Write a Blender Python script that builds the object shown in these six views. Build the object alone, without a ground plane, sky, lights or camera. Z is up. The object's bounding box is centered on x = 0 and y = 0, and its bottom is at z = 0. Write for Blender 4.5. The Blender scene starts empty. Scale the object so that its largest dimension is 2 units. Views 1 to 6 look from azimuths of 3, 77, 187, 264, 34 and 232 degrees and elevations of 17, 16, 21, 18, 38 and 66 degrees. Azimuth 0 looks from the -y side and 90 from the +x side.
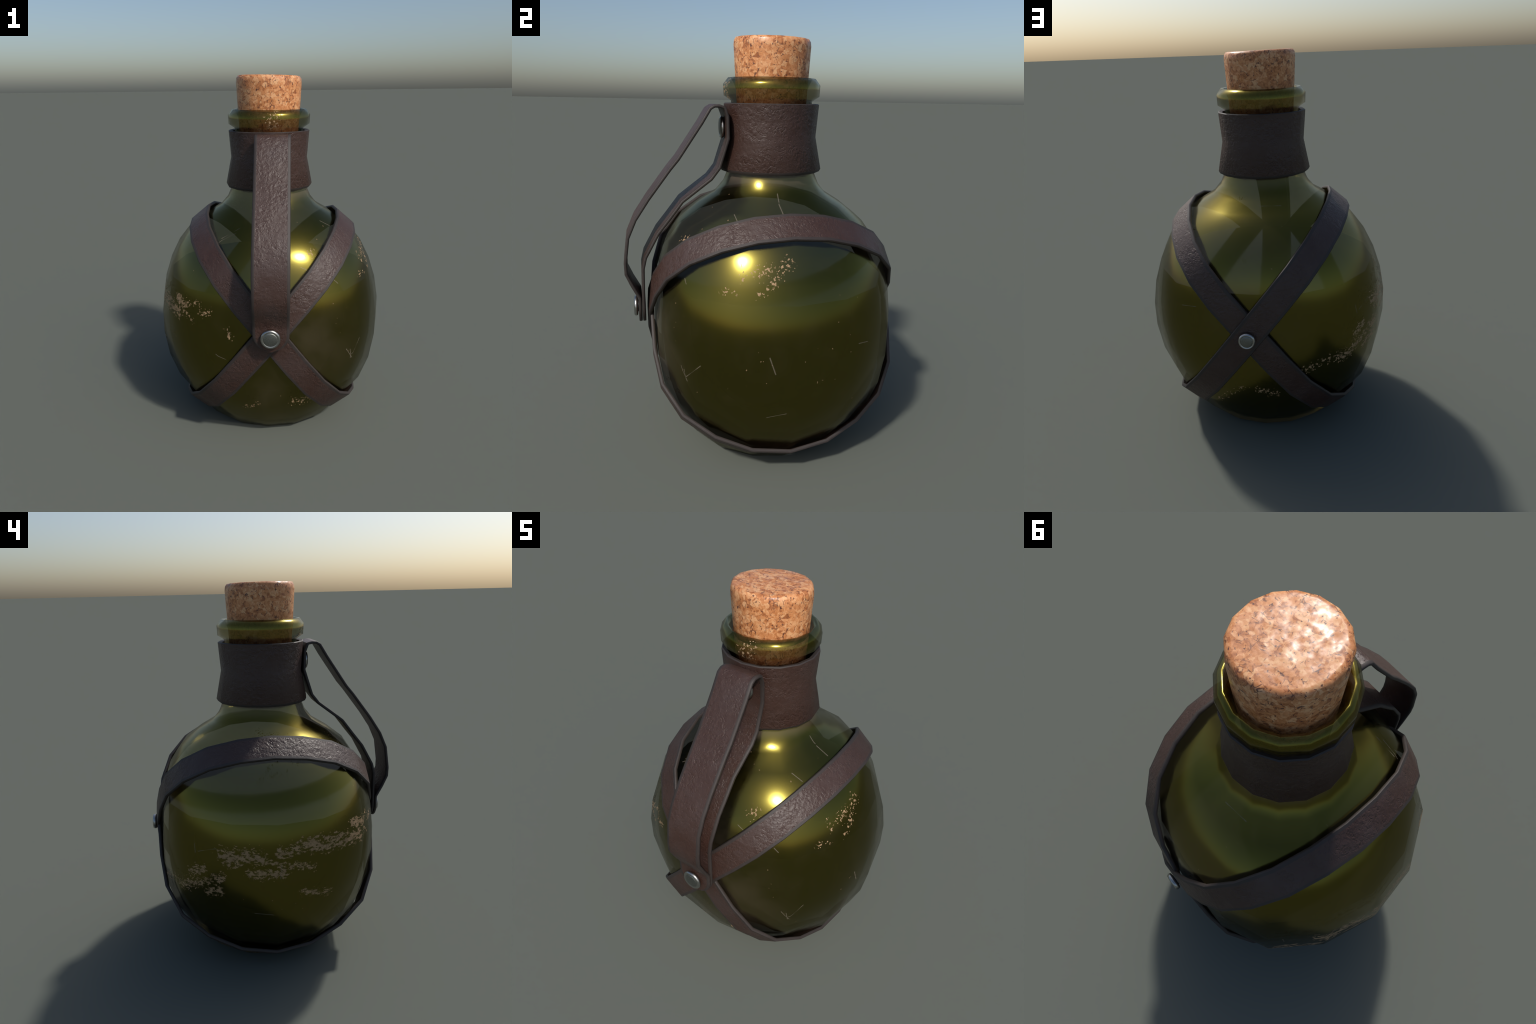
import bpy, math, random
from mathutils import Vector

random.seed(7)
AXIS_Y = 0.036          # the bottle stands a little behind the origin: the handle loop sticks out in front
SEG = 16                # glass, collar and cork are blown/turned with sixteen soft facets
RIVET_X = 0.0265

# ------------------------------------------------------------------ helpers
def link(ob, parent=None):
    bpy.context.scene.collection.objects.link(ob)
    if parent is not None:
        ob.parent = parent
    return ob

def mesh_object(name, verts, faces, mats, face_mats=None, smooth=True, parent=None, sharp_deg=None):
    me = bpy.data.meshes.new(name)
    me.from_pydata([tuple(v) for v in verts], [], faces)
    for m in mats:
        me.materials.append(m)
    if face_mats:
        for p, i in zip(me.polygons, face_mats):
            p.material_index = i
    for p in me.polygons:
        p.use_smooth = smooth
    me.validate()
    me.update()
    if sharp_deg is not None:
        me.set_sharp_from_angle(angle=math.radians(sharp_deg))
    return link(bpy.data.objects.new(name, me), parent)

def lathe(name, profile, mats, seg=SEG, centre=(0.0, AXIS_Y, 0.0), shape=None, parent=None,
          close_start=True, close_end=True, closed=False, sharp_deg=None, mat_of=None):
    """Turn a profile of (radius, z) pairs round the vertical axis; 'shape' may reshape each point."""
    verts, faces, fm = [], [], []
    n = len(profile)
    for r, z in profile:
        for j in range(seg):
            a = 2 * math.pi * j / seg
            x, y = r * math.cos(a), r * math.sin(a)
            if shape:
                x, y = shape(x, y, z)
            verts.append((centre[0] + x, centre[1] + y, centre[2] + z))
    rows = n if closed else n - 1
    for i in range(rows):
        k = (i + 1) % n
        for j in range(seg):
            j2 = (j + 1) % seg
            faces.append((i * seg + j, i * seg + j2, k * seg + j2, k * seg + j))
            fm.append(mat_of(i) if mat_of else 0)
    if not closed:
        if close_start:
            faces.append(tuple(reversed(range(seg))))
            fm.append(0)
        if close_end:
            faces.append(tuple(range((n - 1) * seg, n * seg)))
            fm.append(0)
    return mesh_object(name, verts, faces, mats, fm, parent=parent, sharp_deg=sharp_deg)

def catmull(points, per, closed):
    pts = [Vector(p) for p in points]
    n = len(pts)
    out = []
    for i in range(n if closed else n - 1):
        def g(k):
            return pts[k % n] if closed else pts[max(0, min(n - 1, k))]
        p0, p1, p2, p3 = g(i - 1), g(i), g(i + 1), g(i + 2)
        for s in range(per):
            t = s / per
            out.append(0.5 * ((2 * p1) + (p2 - p0) * t + (2 * p0 - 5 * p1 + 4 * p2 - p3) * t * t
                              + (3 * p1 - p0 - 3 * p2 + p3) * t ** 3))
    if not closed:
        out.append(pts[-1].copy())
    return out

def ribbon(name, centres, normals, widths, thick, mats, closed, parent, rim=0.016):
    """A leather strap: a rounded flat cross-section swept along a path. The rim faces take the second material."""
    n = len(centres)
    verts, faces, fm = [], [], []
    h = thick / 2
    for i in range(n):
        a = centres[(i - 1) % n] if (closed or i > 0) else centres[i]
        b = centres[(i + 1) % n] if (closed or i < n - 1) else centres[i]
        t = (b - a).normalized()
        nn = normals[i]
        nn = (nn - t * nn.dot(t)).normalized()
        w = t.cross(nn).normalized()
        hw = widths[i] / 2
        c = min(0.0032, hw * 0.3)
        e = min(rim, hw * 0.6)
        for u, v in ((-hw + e, h), (-hw + c, h * 0.93), (-hw, h * 0.45), (-hw, -h * 0.45), (-hw + c, -h * 0.93), (-hw + e, -h),
                     (hw - e, -h), (hw - c, -h * 0.93), (hw, -h * 0.45), (hw, h * 0.45), (hw - c, h * 0.93), (hw - e, h)):
            verts.append(centres[i] + w * u + nn * v)
    m = 12
    for i in range(n if closed else n - 1):
        k = (i + 1) % n
        for j in range(m):
            j2 = (j + 1) % m
            faces.append((i * m + j, k * m + j, k * m + j2, i * m + j2))
            fm.append(0 if j in (5, 11) else 1)
    if not closed:
        faces.append(tuple(range(m)))
        faces.append(tuple(reversed(range((n - 1) * m, n * m))))
        fm += [1, 1]
    return mesh_object(name, verts, faces, mats, fm, parent=parent, sharp_deg=50)

# ------------------------------------------------------------------ materials
class Nodes:
    def __init__(self, name):
        self.mat = bpy.data.materials.new(name)
        self.mat.use_nodes = True
        self.t = self.mat.node_tree
        self.t.nodes.clear()
        self.out = self.t.nodes.new("ShaderNodeOutputMaterial")
        self.pos = self.t.nodes.new("ShaderNodeTexCoord").outputs["Object"]

    def new(self, kind, **kw):
        nd = self.t.nodes.new(kind)
        for k, v in kw.items():
            setattr(nd, k, v)
        return nd

    def put(self, sock, val):
        if isinstance(val, bpy.types.NodeSocket):
            self.t.links.new(val, sock)
        else:
            sock.default_value = val

    def math(self, op, a, b=0.0, c=None, clamp=False):
        nd = self.new("ShaderNodeMath", operation=op, use_clamp=clamp)
        self.put(nd.inputs[0], a)
        self.put(nd.inputs[1], b)
        if c is not None:
            self.put(nd.inputs[2], c)
        return nd.outputs[0]

    def vec(self, op, a, b=(0, 0, 0), scale=None):
        nd = self.new("ShaderNodeVectorMath", operation=op)
        self.put(nd.inputs[0], a)
        self.put(nd.inputs[1], b)
        if scale is not None:
            self.put(nd.inputs["Scale"], scale)
        return nd.outputs["Value"] if op in ("LENGTH", "DOT_PRODUCT", "DISTANCE") else nd.outputs["Vector"]

    def noise(self, vector, scale, detail=2.0, rough=0.5, distortion=0.0, out="Fac"):
        nd = self.new("ShaderNodeTexNoise")
        self.put(nd.inputs["Vector"], vector)
        nd.inputs["Scale"].default_value = scale
        nd.inputs["Detail"].default_value = detail
        nd.inputs["Roughness"].default_value = rough
        nd.inputs["Distortion"].default_value = distortion
        return nd.outputs[out]

    def voronoi(self, vector, scale, feature="F1", out="Distance", rnd=1.0):
        nd = self.new("ShaderNodeTexVoronoi", feature=feature)
        self.put(nd.inputs["Vector"], vector)
        nd.inputs["Scale"].default_value = scale
        nd.inputs["Randomness"].default_value = rnd
        return nd.outputs[out]

    def ramp(self, fac, stops, interp="LINEAR"):
        nd = self.new("ShaderNodeValToRGB")
        nd.color_ramp.interpolation = interp
        el = nd.color_ramp.elements
        while len(el) > len(stops):
            el.remove(el[-1])
        while len(el) < len(stops):
            el.new(0.5)
        for e, (p, c) in zip(el, stops):
            e.position = p
            e.color = (c, c, c, 1) if isinstance(c, (int, float)) else (*c, 1)
        self.put(nd.inputs[0], fac)
        return nd.outputs[0]

    def smooth(self, val, lo, hi):
        nd = self.new("ShaderNodeMapRange", interpolation_type="SMOOTHSTEP")
        self.put(nd.inputs["Value"], val)
        nd.inputs["From Min"].default_value = lo
        nd.inputs["From Max"].default_value = hi
        return nd.outputs["Result"]

    def mix(self, fac, a, b):
        nd = self.new("ShaderNodeMix", data_type="RGBA")
        self.put(nd.inputs["Factor"], fac)
        for i, v in ((6, a), (7, b)):
            self.put(nd.inputs[i], v if isinstance(v, bpy.types.NodeSocket) else (*v, 1))
        return nd.outputs[2]

    def bump(self, height, strength, distance, normal=None):
        nd = self.new("ShaderNodeBump")
        nd.inputs["Strength"].default_value = strength
        nd.inputs["Distance"].default_value = distance
        self.put(nd.inputs["Height"], height)
        if normal is not None:
            self.put(nd.inputs["Normal"], normal)
        return nd.outputs[0]

    def principled(self, **kw):
        nd = self.new("ShaderNodeBsdfPrincipled")
        for k, v in kw.items():
            s = nd.inputs[k.replace("_", " ")]
            if isinstance(v, tuple) and len(v) == 3 and s.type == "RGBA":
                v = (*v, 1)
            self.put(s, v)
        return nd.outputs[0]

    def finish(self, shader):
        self.t.links.new(shader, self.out.inputs["Surface"])
        return self.mat

def cork_material():
    n = Nodes("cork")
    warp = n.vec("ADD", n.pos, n.vec("SCALE", n.noise(n.pos, 30, 2, out="Color"), scale=0.03))
    chip = n.new("ShaderNodeTexVoronoi", feature="F1")
    n.put(chip.inputs["Vector"], warp)
    chip.inputs["Scale"].default_value = 47
    cell = n.new("ShaderNodeSeparateColor")
    n.put(cell.inputs[0], chip.outputs["Color"])
    chip2 = n.new("ShaderNodeTexVoronoi", feature="F1")
    n.put(chip2.inputs["Vector"], warp)
    chip2.inputs["Scale"].default_value = 92
    cell2 = n.new("ShaderNodeSeparateColor")
    n.put(cell2.inputs[0], chip2.outputs["Color"])
    tone = n.math("ADD", n.math("MULTIPLY", cell.outputs[0], 0.6), n.math("MULTIPLY", cell2.outputs[1], 0.4))
    fine = n.noise(n.pos, 120, 3, 0.6)
    tone = n.math("ADD", tone, n.math("MULTIPLY", n.math("SUBTRACT", fine, 0.5), 0.7))
    col = n.ramp(tone, [(0.04, (0.32, 0.105, 0.036)), (0.30, (0.52, 0.200, 0.070)), (0.55, (0.62, 0.265, 0.105)), (0.85, (0.72, 0.385, 0.185))])
    edge = n.voronoi(warp, 47, "DISTANCE_TO_EDGE")
    gap_where = n.noise(n.pos, 34, 2, 0.6)
    seam = n.math("MULTIPLY", n.smooth(edge, 0.10, 0.02), n.smooth(gap_where, 0.48, 0.68))
    col = n.mix(n.math("MULTIPLY", seam, 0.95), col, (0.13, 0.045, 0.025))
    speck = n.smooth(n.noise(n.vec("MULTIPLY", warp, (1, 1, 0.8)), 84, 2, 0.6), 0.625, 0.68)
    col = n.mix(n.math("MULTIPLY", speck, 0.9), col, (0.085, 0.032, 0.028))
    hgt = n.noise(n.pos, 19, 2, 0.5)
    return n.finish(n.principled(Base_Color=col, Roughness=n.ramp(n.noise(n.pos, 24, 2), [(0.35, 0.28), (0.65, 0.60)]), Specular_IOR_Level=0.45, Normal=n.bump(hgt, 0.30, 0.012)))

def leather_material(name, rim=False):
    n = Nodes(name)
    big = n.noise(n.pos, 6, 3, 0.55)
    mid = n.noise(n.pos, 40, 3, 0.6)
    tone = n.math("ADD", n.math("MULTIPLY", big, 0.75), n.math("MULTIPLY", mid, 0.25))
    if rim:
        col = n.ramp(tone, [(0.3, (0.025, 0.0175, 0.015)), (0.7, (0.035, 0.0265, 0.0235))])
        bump = n.bump(n.noise(n.pos, 70, 2), 0.12, 0.004)
        rough = 0.62
    else:
        col = n.ramp(tone, [(0.34, (0.039, 0.0165, 0.0110)), (0.5, (0.045, 0.0222, 0.0165)), (0.66, (0.051, 0.0295, 0.0250))])
        warp = n.vec("ADD", n.pos, n.vec("SCALE", n.noise(n.pos, 11, 2, out="Color"), scale=0.10))
        # short wavy creases, pores and soft swelling, gathered in patches
        ridge = n.math("ABSOLUTE", n.math("SUBTRACT", n.noise(warp, 30, 2, 0.5), 0.5))
        crease = n.math("MULTIPLY", n.smooth(ridge, 0.035, 0.0), n.smooth(n.noise(n.pos, 17, 2), 0.46, 0.62))
        fold = n.math("MULTIPLY", n.smooth(n.math("ABSOLUTE", n.math("SUBTRACT", n.noise(warp, 12, 3, 0.5), 0.52)), 0.018, 0.0),
                      n.smooth(n.noise(n.pos, 8, 1), 0.48, 0.60))
        pore = n.smooth(n.noise(n.pos, 75, 2, 0.5), 0.60, 0.72)
        swell = n.noise(n.pos, 56, 2, 0.5)
        patch = n.math("ADD", 0.35, n.math("MULTIPLY", n.smooth(n.noise(n.pos, 7, 2), 0.38, 0.60), 0.65))
        hgt = n.math("SUBTRACT", n.math("MULTIPLY", swell, 1.1), n.math("MULTIPLY", crease, 0.55))
        hgt = n.math("SUBTRACT", hgt, n.math("MULTIPLY", fold, 0.35))
        hgt = n.math("SUBTRACT", hgt, n.math("MULTIPLY", pore, 0.5))
        hgt = n.math("MULTIPLY", hgt, patch)
        bump = n.bump(hgt, 0.36, 0.012)
        rough = n.math("ADD", 0.43, n.math("MULTIPLY", mid, 0.14))
    return n.finish(n.principled(Base_Color=col, Roughness=rough, Specular_IOR_Level=0.52, Normal=bump))

def metal_material():
    n = Nodes("brushed_steel")
    f = n.noise(n.pos, 160, 2, 0.6)
    flat = n.smooth(n.vec("LENGTH", n.vec("MULTIPLY", n.pos, (1, 1, 0))), 0.040, 0.034)
    bright = n.ramp(f, [(0.3, (0.34, 0.34, 0.32)), (0.7, (0.45, 0.44, 0.42))])
    dull = n.ramp(f, [(0.3, (0.17, 0.175, 0.16)), (0.7, (0.24, 0.245, 0.225))])
    col = n.mix(flat, bright, dull)
    rough = n.math("ADD", 0.30, n.math("MULTIPLY", flat, 0.15))
    return n.finish(n.principled(Base_Color=col, Metallic=1.0, Roughness=rough, Normal=n.bump(f, 0.08, 0.004)))

def segment_group():
    g = bpy.data.node_groups.new("distance_to_segment", "ShaderNodeTree")
    for nm in ("P", "A", "B"):
        g.interface.new_socket(nm, in_out="INPUT", socket_type="NodeSocketVector")
    g.interface.new_socket("Distance", in_out="OUTPUT", socket_type="NodeSocketFloat")
    gi, go = g.nodes.new("NodeGroupInput"), g.nodes.new("NodeGroupOutput")
    def vm(op, a, b):
        nd = g.nodes.new("ShaderNodeVectorMath")
        nd.operation = op
        g.links.new(a, nd.inputs[0])
        g.links.new(b, nd.inputs["Scale"] if op == "SCALE" else nd.inputs[1])
        return nd.outputs["Value"] if op in ("DOT_PRODUCT", "DISTANCE") else nd.outputs["Vector"]
    pa = vm("SUBTRACT", gi.outputs[0], gi.outputs[1])
    ba = vm("SUBTRACT", gi.outputs[2], gi.outputs[1])
    dv = g.nodes.new("ShaderNodeMath")
    dv.operation, dv.use_clamp = "DIVIDE", True
    g.links.new(vm("DOT_PRODUCT", pa, ba), dv.inputs[0])
    g.links.new(vm("DOT_PRODUCT", ba, ba), dv.inputs[1])
    g.links.new(vm("DISTANCE", pa, vm("SCALE", ba, dv.outputs[0])), go.inputs[0])
    return g

# dried dirt: (centre, spread, amount); scratches: (from, to, half width)
DIRT = [
    # long scraped bands across the left flank
    ((-0.65, 0.037, 0.766), (-0.62, -0.144, 0.798), 0.035), ((-0.626, -0.143, 0.765), (-0.518, -0.362, 0.75), 0.035),
    ((-0.602, -0.196, 0.802), (-0.477, -0.408, 0.755), 0.03), ((-0.591, 0.314, 0.749), (-0.648, 0.131, 0.738), 0.04),
    ((-0.609, 0.285, 0.721), (-0.635, 0.176, 0.769), 0.04), ((-0.646, 0.18, 0.654), (-0.662, 0.023, 0.667), 0.03),
    ((-0.444, 0.519, 0.521), (-0.598, 0.32, 0.629), 0.03), ((-0.499, 0.471, 0.623), (-0.545, 0.413, 0.653), 0.025),
    ((-0.557, 0.387, 0.529), (-0.589, 0.338, 0.553), 0.03), ((-0.651, -0.075, 0.544), (-0.613, -0.199, 0.519), 0.028),
    ((-0.653, 0.1, 0.729), (-0.643, -0.124, 0.67), 0.022), ((-0.498, -0.365, 0.831), (-0.45, -0.423, 0.815), 0.03),
    # speckled patch on the right shoulder
    ((0.537, -0.138, 1.028), (0.547, -0.091, 1.035), 0.034), ((0.574, -0.076, 0.986), (0.54, 0.001, 1.071), 0.028),
    ((0.546, -0.222, 0.943), (0.51, -0.285, 0.948), 0.013), ((0.581, -0.132, 0.942), (0.577, -0.09, 0.974), 0.02),
    ((0.523, -0.204, 1.005), (0.527, -0.189, 1.011), 0.014), ((0.216, -0.431, 1.098), (0.238, -0.41, 1.113), 0.024),
    ((0.503, -0.196, 1.049), (0.533, -0.197, 0.992), 0.016),
    # front left, front low, back low
    ((-0.529, -0.347, 0.753), (-0.374, -0.476, 0.838), 0.02), ((-0.352, -0.5, 0.783), (-0.314, -0.513, 0.808), 0.026),
    ((-0.504, -0.351, 0.843), (-0.416, -0.467, 0.739), 0.02), ((-0.204, -0.545, 0.721), (-0.188, -0.548, 0.666), 0.02),
    ((0.151, -0.503, 0.272), (0.259, -0.494, 0.3), 0.03), ((-0.104, -0.487, 0.223), (-0.048, -0.501, 0.244), 0.024),
    ((-0.409, 0.546, 0.516), (-0.509, 0.459, 0.564), 0.038), ((-0.247, 0.609, 0.493), (-0.377, 0.568, 0.519), 0.028),
    ((0.214, 0.566, 0.264), (0.059, 0.606, 0.38), 0.02), ((-0.008, 0.603, 0.361), (-0.107, 0.591, 0.327), 0.028),
    ((-0.476, 0.489, 0.522), (-0.525, 0.44, 0.649), 0.026),
    # chipped lip
    ((0.0, -0.195, 1.785), (0.055, -0.19, 1.80), 0.010),
]
SCRATCHES = [
    ((0.257, 0.013, 1.313), (0.291, 0.013, 1.282), 0.003), ((0.302, 0.01, 1.276), (0.366, 0.016, 1.241), 0.0035),
    ((0.295, -0.197, 1.236), (0.350, -0.188, 1.206), 0.003), ((0.648, -0.101, 0.682), (0.653, -0.076, 0.606), 0.004),
    ((0.461, -0.435, 0.537), (0.514, -0.381, 0.606), 0.003), ((0.454, -0.445, 0.569), (0.457, -0.434, 0.513), 0.0025),
    ((0.601, 0.313, 0.694), (0.57, 0.374, 0.682), 0.003), ((0.615, -0.103, 0.374), (0.636, -0.02, 0.4), 0.003),
    ((0.363, -0.433, 0.965), (0.384, -0.428, 0.945), 0.003), ((-0.501, 0.449, 0.776), (-0.511, 0.447, 0.731), 0.003),
    ((-0.521, 0.432, 0.741), (-0.572, 0.344, 0.773), 0.003), ((-0.659, 0.034, 0.71), (-0.662, 0.041, 0.638), 0.0035),
    ((-0.629, 0.167, 0.426), (-0.641, 0.074, 0.421), 0.003), ((-0.261, -0.363, 1.153), (-0.169, -0.351, 1.197), 0.003),
    ((0.436, -0.461, 0.575), (0.463, -0.428, 0.515), 0.003), ((0.182, -0.474, 1.047), (0.211, -0.473, 1.032), 0.003),
    ((-0.27, -0.541, 0.575), (-0.217, -0.547, 0.55), 0.003), ((-0.302, -0.454, 0.996), (-0.285, -0.429, 1.061), 0.003),
    ((-0.013, 0.343, 1.270), (-0.121, 0.327, 1.267), 0.003), ((0.383, 0.55, 0.805), (0.3, 0.589, 0.817), 0.003),
    ((-0.148, -0.328, 1.22), (-0.248, -0.35, 1.169), 0.003),
]

def glass_material():
    n = Nodes("olive_glass")
    seg = segment_group()
    # strokes are laid out on the directions seen from the middle of the body, so facets do not break them
    middle = (0.0, AXIS_Y, 0.65)
    ball = n.vec("SCALE", n.vec("NORMALIZE", n.vec("SUBTRACT", n.pos, middle)), scale=0.66)
    def on_sphere(p):
        d = Vector(p) - Vector(middle)
        return tuple(d.normalized() * 0.66)

    def field(items, falloff):
        """Largest value of 1 - distance/width over a set of strokes."""
        best = None
        for a, b, r in items:
            a, b = on_sphere(a), on_sphere(b)
            nd = n.new("ShaderNodeGroup")
            nd.node_tree = seg
            n.put(nd.inputs[0], ball)
            nd.inputs[1].default_value = a
            nd.inputs[2].default_value = b
            val = n.math("SUBTRACT", 1.0, n.math("DIVIDE", nd.outputs[0], r * falloff))
            best = val if best is None else n.math("MAXIMUM", best, val)
        return n.math("MAXIMUM", best, 0.0)

    shell = n.principled(Base_Color=(0.190, 0.163, 0.034), Metallic=1.0, Roughness=0.195, Alpha=0.62)

    # dried dirt: broken streaks on the left flank, fine flecks elsewhere, and a few single specks
    band = field(DIRT[:12], 1.55)
    ragged = n.noise(n.vec("MULTIPLY", n.pos, (1, 1, 1.9)), 38, 6, 0.72)
    flakes = n.smooth(n.math("ADD", ragged, n.math("MULTIPLY", band, 0.21)), 0.645, 0.665)
    fleck = field(DIRT[12:], 1.45)
    grains = n.noise(n.pos, 85, 3, 0.55)
    flakes = n.math("MAXIMUM", n.math("MULTIPLY", flakes, n.math("MULTIPLY", n.smooth(band, 0.0, 0.15), 0.8)),
                    n.math("MULTIPLY", n.smooth(n.math("ADD", grains, n.math("MULTIPLY", fleck, 0.15)), 0.675, 0.70), n.smooth(fleck, 0.0, 0.1)))
    dust_specks = n.noise(n.pos, 70, 1, 0.4)
    zone = n.smooth(n.noise(n.pos, 5.5, 2), 0.50, 0.62)
    specks = n.math("MULTIPLY", n.smooth(dust_specks, 0.775, 0.80), zone)
    dirt = n.math("MULTIPLY", n.math("MAXIMUM", flakes, n.math("MULTIPLY", specks, 0.45)), 0.9)
    dirt_col = n.ramp(n.noise(n.pos, 40, 3), [(0.3, (0.30, 0.19, 0.105)), (0.7, (0.44, 0.29, 0.165))])
    dirt_bsdf = n.principled(Base_Color=dirt_col, Roughness=0.75, Specular_IOR_Level=0.25)

    # a thin film of dust on the flattened faces, round the root of the neck, and where straps rub
    broad = n.noise(n.pos, 4.0, 3, 0.6)
    faces = field([((0.06, -0.56, 0.80), (0.20, -0.55, 0.62), 0.24), ((0.0, -0.50, 0.35), (0.0, -0.48, 0.12), 0.10),
                   ((-0.03, 0.60, 1.02), (-0.02, 0.64, 0.75), 0.22)        ], 1.5)
    sep = n.new("ShaderNodeSeparateXYZ")
    n.put(sep.inputs[0], n.pos)
    neck = n.math("MULTIPLY", n.smooth(sep.outputs["Z"], 1.315, 1.375), n.smooth(sep.outputs["Z"], 1.60, 1.45))
    film = n.math("ADD", n.math("MULTIPLY", faces, n.math("MULTIPLY", n.smooth(broad, 0.25, 0.75), 0.16)), n.math("MULTIPLY", neck, 0.27), clamp=True)
    film = n.math("ADD", film, n.math("MULTIPLY", n.smooth(n.noise(n.pos, 9, 4, 0.6), 0.45, 0.8), 0.02), clamp=True)
    film_bsdf = n.principled(Base_Color=(0.20, 0.150, 0.105), Roughness=0.6, Specular_IOR_Level=0.3)

    # scratches: hair lines, broken up along their length
    line = n.smooth(n.math("MULTIPLY", field(SCRATCHES, 1.0), n.math("ADD", 0.55, n.noise(n.pos, 45, 2))), 0.15, 0.55)
    scratch_bsdf = n.principled(Base_Color=(0.25, 0.205, 0.155), Roughness=0.6)

    def over(fac, below, above):
        nd = n.new("ShaderNodeMixShader")
        n.put(nd.inputs[0], fac)
        n.put(nd.inputs[1], below)
        n.put(nd.inputs[2], above)
        return nd.outputs[0]
    out = over(film, shell, film_bsdf)
    out = over(n.math("MULTIPLY", line, 0.34), out, scratch_bsdf)
    out = over(dirt, out, dirt_bsdf)
    return n.finish(out)

def liquid_material():
    n = Nodes("dark_liquid")
    return n.finish(n.principled(Base_Color=(0.050, 0.042, 0.013), Metallic=0.55, Roughness=0.10, Specular_IOR_Level=0.5))

CORK = cork_material()
LEATHER = leather_material("leather")
RIM = leather_material("leather_rim", rim=True)
METAL = metal_material()
GLASS = glass_material()
LIQUID = liquid_material()

# ------------------------------------------------------------------ the thing
root = link(bpy.data.objects.new("flask", None))
root.empty_display_size = 0.2
root["label"] = "corked olive glass flask with crossed brown leather straps"
root["category"] = "bottle"

# glass: a round body pressed flat in front and behind, a short neck, a thick chamfered lip, an open mouth
def pressed(x, y, z):
    r = math.hypot(x, y) + 1e-9
    side = math.exp(-(abs(x) / r / 0.44) ** 3)
    high = math.exp(-((z - 0.66) / (0.40 if z > 0.66 else 0.60)) ** 2)
    high *= min(1.0, 0.25 + 3.0 * z)
    return x, y * (1 - 0.112 * side * high)

glass_profile = [
    (0.30, 0.0), (0.390, 0.002), (0.446, 0.055), (0.508, 0.135), (0.590, 0.255), (0.643, 0.40), (0.668, 0.555), (0.667, 0.69),
    (0.644, 0.825), (0.602, 0.95), (0.546, 1.06), (0.470, 1.155), (0.368, 1.229), (0.282, 1.280), (0.242, 1.327), (0.217, 1.385),
    (0.200, 1.46), (0.197, 1.60), (0.196, 1.714), (0.231, 1.737), (0.2335, 1.788), (0.210, 1.818), (0.197, 1.816),
    (0.185, 1.796), (0.172, 1.766)]
glass = lathe("glass_body", glass_profile, [GLASS], shape=pressed, parent=root, close_end=False)

# the liquid stands a little above the middle of the body
liquid_profile = [(max(r - 0.034, 0.02), z) for r, z in glass_profile if 0.05 < z < 0.84] 
liquid_profile = [(0.30, 0.035)] + liquid_profile + [(0.596, 0.887)]
lathe("liquid", liquid_profile, [LIQUID], shape=pressed, parent=root, sharp_deg=40)

def inside_glass(p):
    x, y, z = p.x, p.y - AXIS_Y, p.z
    if z < 0 or z > 1.3:
        return False
    for (r0, z0), (r1, z1) in zip(glass_profile[1:], glass_profile[2:]):
        if z0 <= z <= z1:
            r = r0 + (r1 - r0) * (z - z0) / (z1 - z0)
            break
    else:
        r = glass_profile[1][0]
    a = math.atan2(y, x)
    px, py = pressed(r * math.cos(a), r * math.sin(a), z)
    return math.hypot(x, y) < math.hypot(px, py)

# cork stopper
cork_profile = [(0.150, 1.50), (0.156, 1.503), (0.175, 1.80), (0.1835, 1.965), (0.1815, 1.985), (0.173, 1.998), (0.160, 2.0)]
cork = lathe("cork", cork_profile, [CORK], seg=16, parent=root, sharp_deg=75)
for v in cork.data.vertices:            # the top is sliced a little askew
    k = min(1.0, max(0.0, (v.co.z - 1.80) / 0.15))
    v.co.z -= k * (0.004 + 0.022 * v.co.x + 0.010 * (v.co.y - AXIS_Y))

# leather collar round the neck
collar = [(0.226, 1.704), (0.231, 1.700), (0.2195, 1.552), (0.250, 1.400), (0.243, 1.387), (0.222, 1.389),
          (0.2075, 1.552), (0.209, 1.700)]
lathe("collar", collar, [LEATHER, RIM], parent=root, closed=True, sharp_deg=50,
      mat_of=lambda i: 0 if i in (1, 2) else 1)

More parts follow.
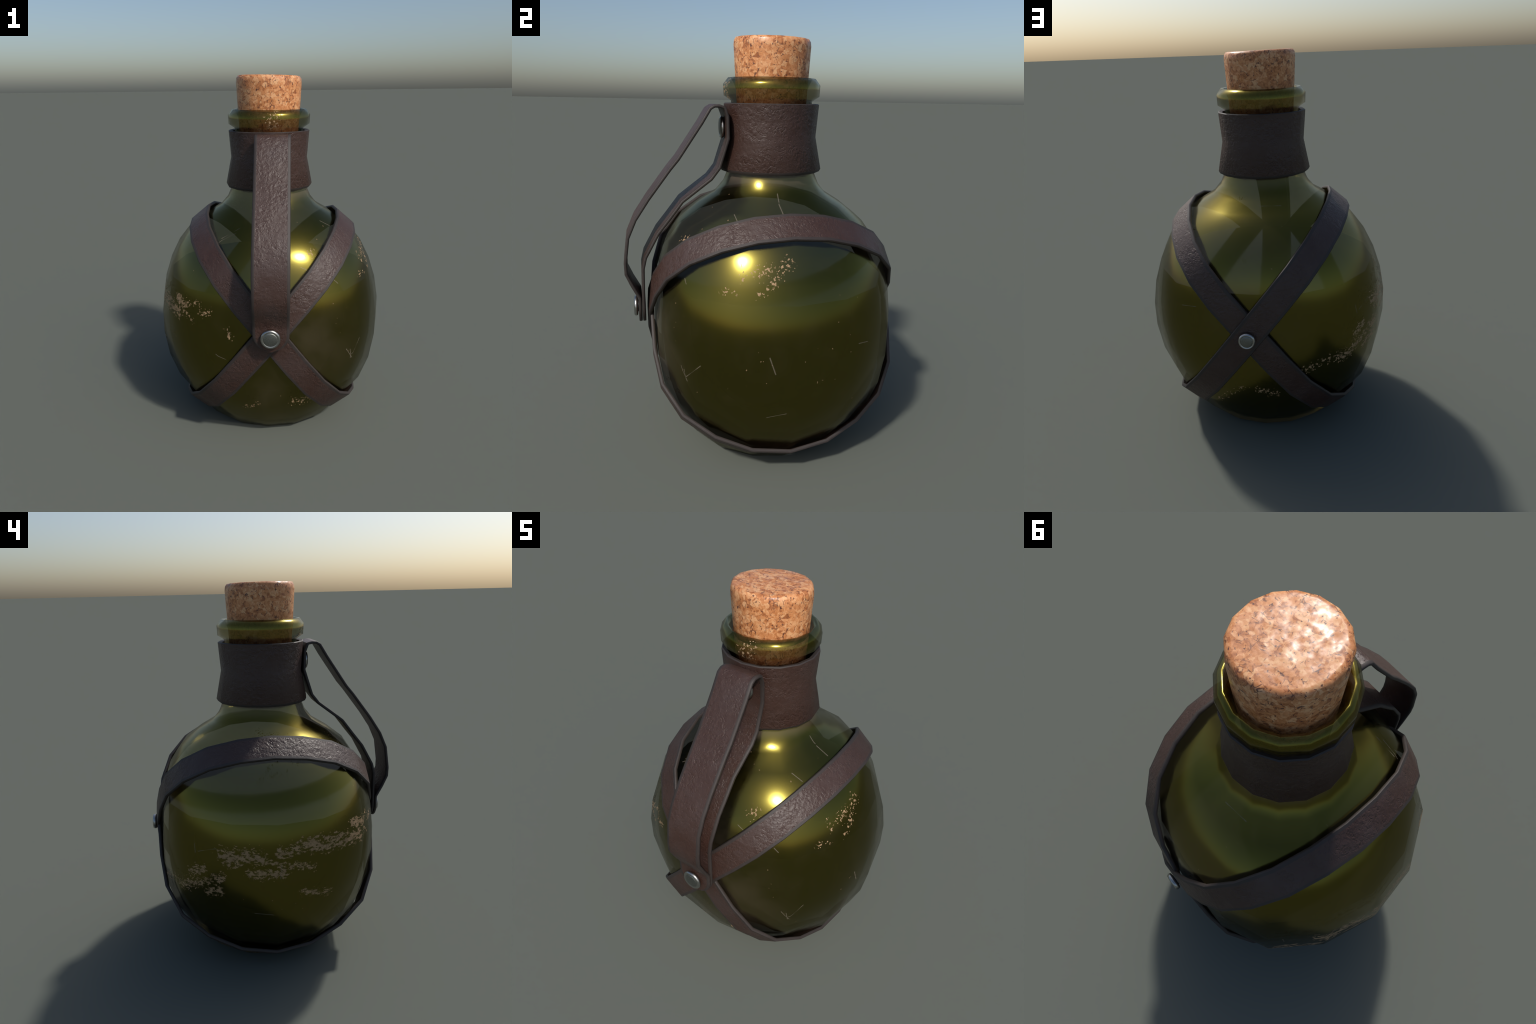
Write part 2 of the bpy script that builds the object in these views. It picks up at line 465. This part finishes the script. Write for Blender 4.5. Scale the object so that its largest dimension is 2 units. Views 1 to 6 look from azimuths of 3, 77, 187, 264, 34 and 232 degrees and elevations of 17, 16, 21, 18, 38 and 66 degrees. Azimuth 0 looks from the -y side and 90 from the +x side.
# crossed straps: two bands, each a tilted ring pulled round the glass, riveted where they cross
STRAP_T = 0.018
STRAP_W = 0.142
CROSS = Vector((0.02, AXIS_Y, 0.703))
def strap_path(side, up_to, down_to, gap_up, gap_down, ride_front, ride_back, steps=26):
    """side +1: high on +x, low on -x. The ring is made of an upper and a lower half with slightly different tilt."""
    up = (Vector((side * up_to[0] + 0.02 - CROSS.x, 0, up_to[1] - CROSS.z))).normalized()
    down = (Vector((-side * down_to[0] + 0.02 - CROSS.x, 0, down_to[1] - CROSS.z))).normalized()
    path, nrm = [], []
    for i in range(steps):
        f = 2 * math.pi * i / steps
        c, s_ = math.cos(f), math.sin(f)
        d = (up * c if c >= 0 else down * -c) + Vector((0, s_, 0))
        d.normalize()
        lo, hi = 0.2, 1.1
        for _ in range(26):
            mid = (lo + hi) / 2
            if inside_glass(CROSS + d * mid):
                lo = mid
            else:
                hi = mid
        gap = gap_up if c >= 0 else gap_down
        gap = 0.008 + (gap - 0.008) * abs(c) ** 1.5
        ride = ride_front if s_ < 0 else ride_back
        gap += ride * math.exp(-(c / 0.22) ** 2)
        path.append(CROSS + d * (lo + gap + STRAP_T / 2))
    n = len(path)
    for i in range(n):
        t = (path[(i + 1) % n] - path[i - 1]).normalized()
        f = 2 * math.pi * i / n
        c = math.cos(f)
        d = (up * c if c >= 0 else down * -c) + Vector((0, math.sin(f), 0))
        nrm.append((d - t * d.dot(t)).normalized())
    return path, nrm

for side, up_to, down_to, gu, gd, rf, rb in ((1, (0.425, 1.190), (0.470, 0.092), 0.011, -0.002, 0.016, 0.002),
                                             (-1, (0.420, 1.210), (0.465, 0.092), 0.008, -0.002, -0.002, 0.016)):
    path, nrm = strap_path(side, up_to, down_to, gu, gd, rf, rb)
    print("strap top", path[0], "bottom", path[13], "front", path[20], path[19], "back", path[6])
    ribbon("strap", path, nrm, [STRAP_W] * len(path), STRAP_T, [LEATHER, RIM], True, root)

# carrying loop: one strip folded over at the top of the collar, both ends riveted to the crossing
T = 0.015
outer = [(-0.634, 0.640), (-0.634, 0.70), (-0.632, 0.786), (-0.664, 0.850), (-0.690, 0.912), (-0.691, 0.965), (-0.673, 1.090), (-0.634, 1.178), (-0.570, 1.274), (-0.467, 1.410),
         (-0.428, 1.456), (-0.318, 1.617), (-0.278, 1.682), (-0.255, 1.696), (-0.230, 1.697), (-0.202, 1.688), (-0.186, 1.645),
         (-0.183, 1.544), (-0.225, 1.408), (-0.266, 1.354), (-0.403, 1.250), (-0.463, 1.172), (-0.519, 1.102), (-0.582, 0.987), (-0.595, 0.934),
         (-0.601, 0.768), (-0.601, 0.70), (-0.601, 0.640)]
path, nrm, wid = [], [], []
HALF = 0.095
fine = []
for i in range(len(outer) - 1):
    a, b = Vector((0, *outer[i])), Vector((0, *outer[i + 1]))
    steps = 4 if i in (0, 1, len(outer) - 2, len(outer) - 3) else 1
    for s in range(steps):
        fine.append(a.lerp(b, s / steps))
fine.append(Vector((0, *outer[-1])))
for i, p in enumerate(fine):
    a, b = fine[max(0, i - 1)], fine[min(len(fine) - 1, i + 1)]
    t = (b - a).normalized()
    nn = Vector((0, -t.z, t.y))            # outward side of the loop
    c = p - nn * (T / 2)
    end = 0.736 - p.z                      # round both ends
    w = HALF * 2
    if end > 0:
        w = 2 * math.sqrt(max(HALF ** 2 - min(end, HALF * 0.995) ** 2, 1e-5))
    path.append(Vector((0.0285, c.y, c.z)))
    nrm.append(nn)
    wid.append(w)
loop = ribbon("carrying_loop", path, nrm, wid, T, [LEATHER, RIM], False, root, rim=0.015)
for v in loop.data.vertices:            # the strip hangs with a slight twist
    free = max(0.0, min(1.0, (-v.co.y - 0.20) / 0.06)) * max(0.0, min(1.0, (v.co.z - 0.75) / 0.12))
    v.co.y += free * (0.015 * (v.co.x - 0.0285) - 0.002)

# rivets: a domed rim, a groove and a flat centre
rivet_profile = [(0.030, 0.0), (0.030, 0.004), (0.047, 0.006), (0.052, 0.012), (0.051, 0.018), (0.046, 0.0235), (0.041, 0.024), (0.038, 0.0215), (0.0355, 0.0215),
                 (0.034, 0.0235), (0.031, 0.0245), (0.0, 0.025)]
def rivet(loc, direction, scale=1.0):
    verts_seg = 24
    ob = lathe("rivet", [(max(r, 0.0005), z) for r, z in rivet_profile], [METAL], seg=verts_seg, centre=(0, 0, 0), parent=root, sharp_deg=60)
    ob.rotation_mode = "QUATERNION"
    ob.rotation_quaternion = Vector(direction).to_track_quat("Z", "Y")
    ob.location = loc
    ob.scale = (scale, scale, scale)
    return ob
rivet((RIVET_X, -0.633, 0.719), (0, -1, 0.02))
back = rivet((RIVET_X, 0.660, 0.682), (0, 1, 0.02), 0.83)
back.scale = (0.83, 0.83, 1.2)
rivet((RIVET_X, -0.196, 1.592), (0, -1, 0), 0.98)
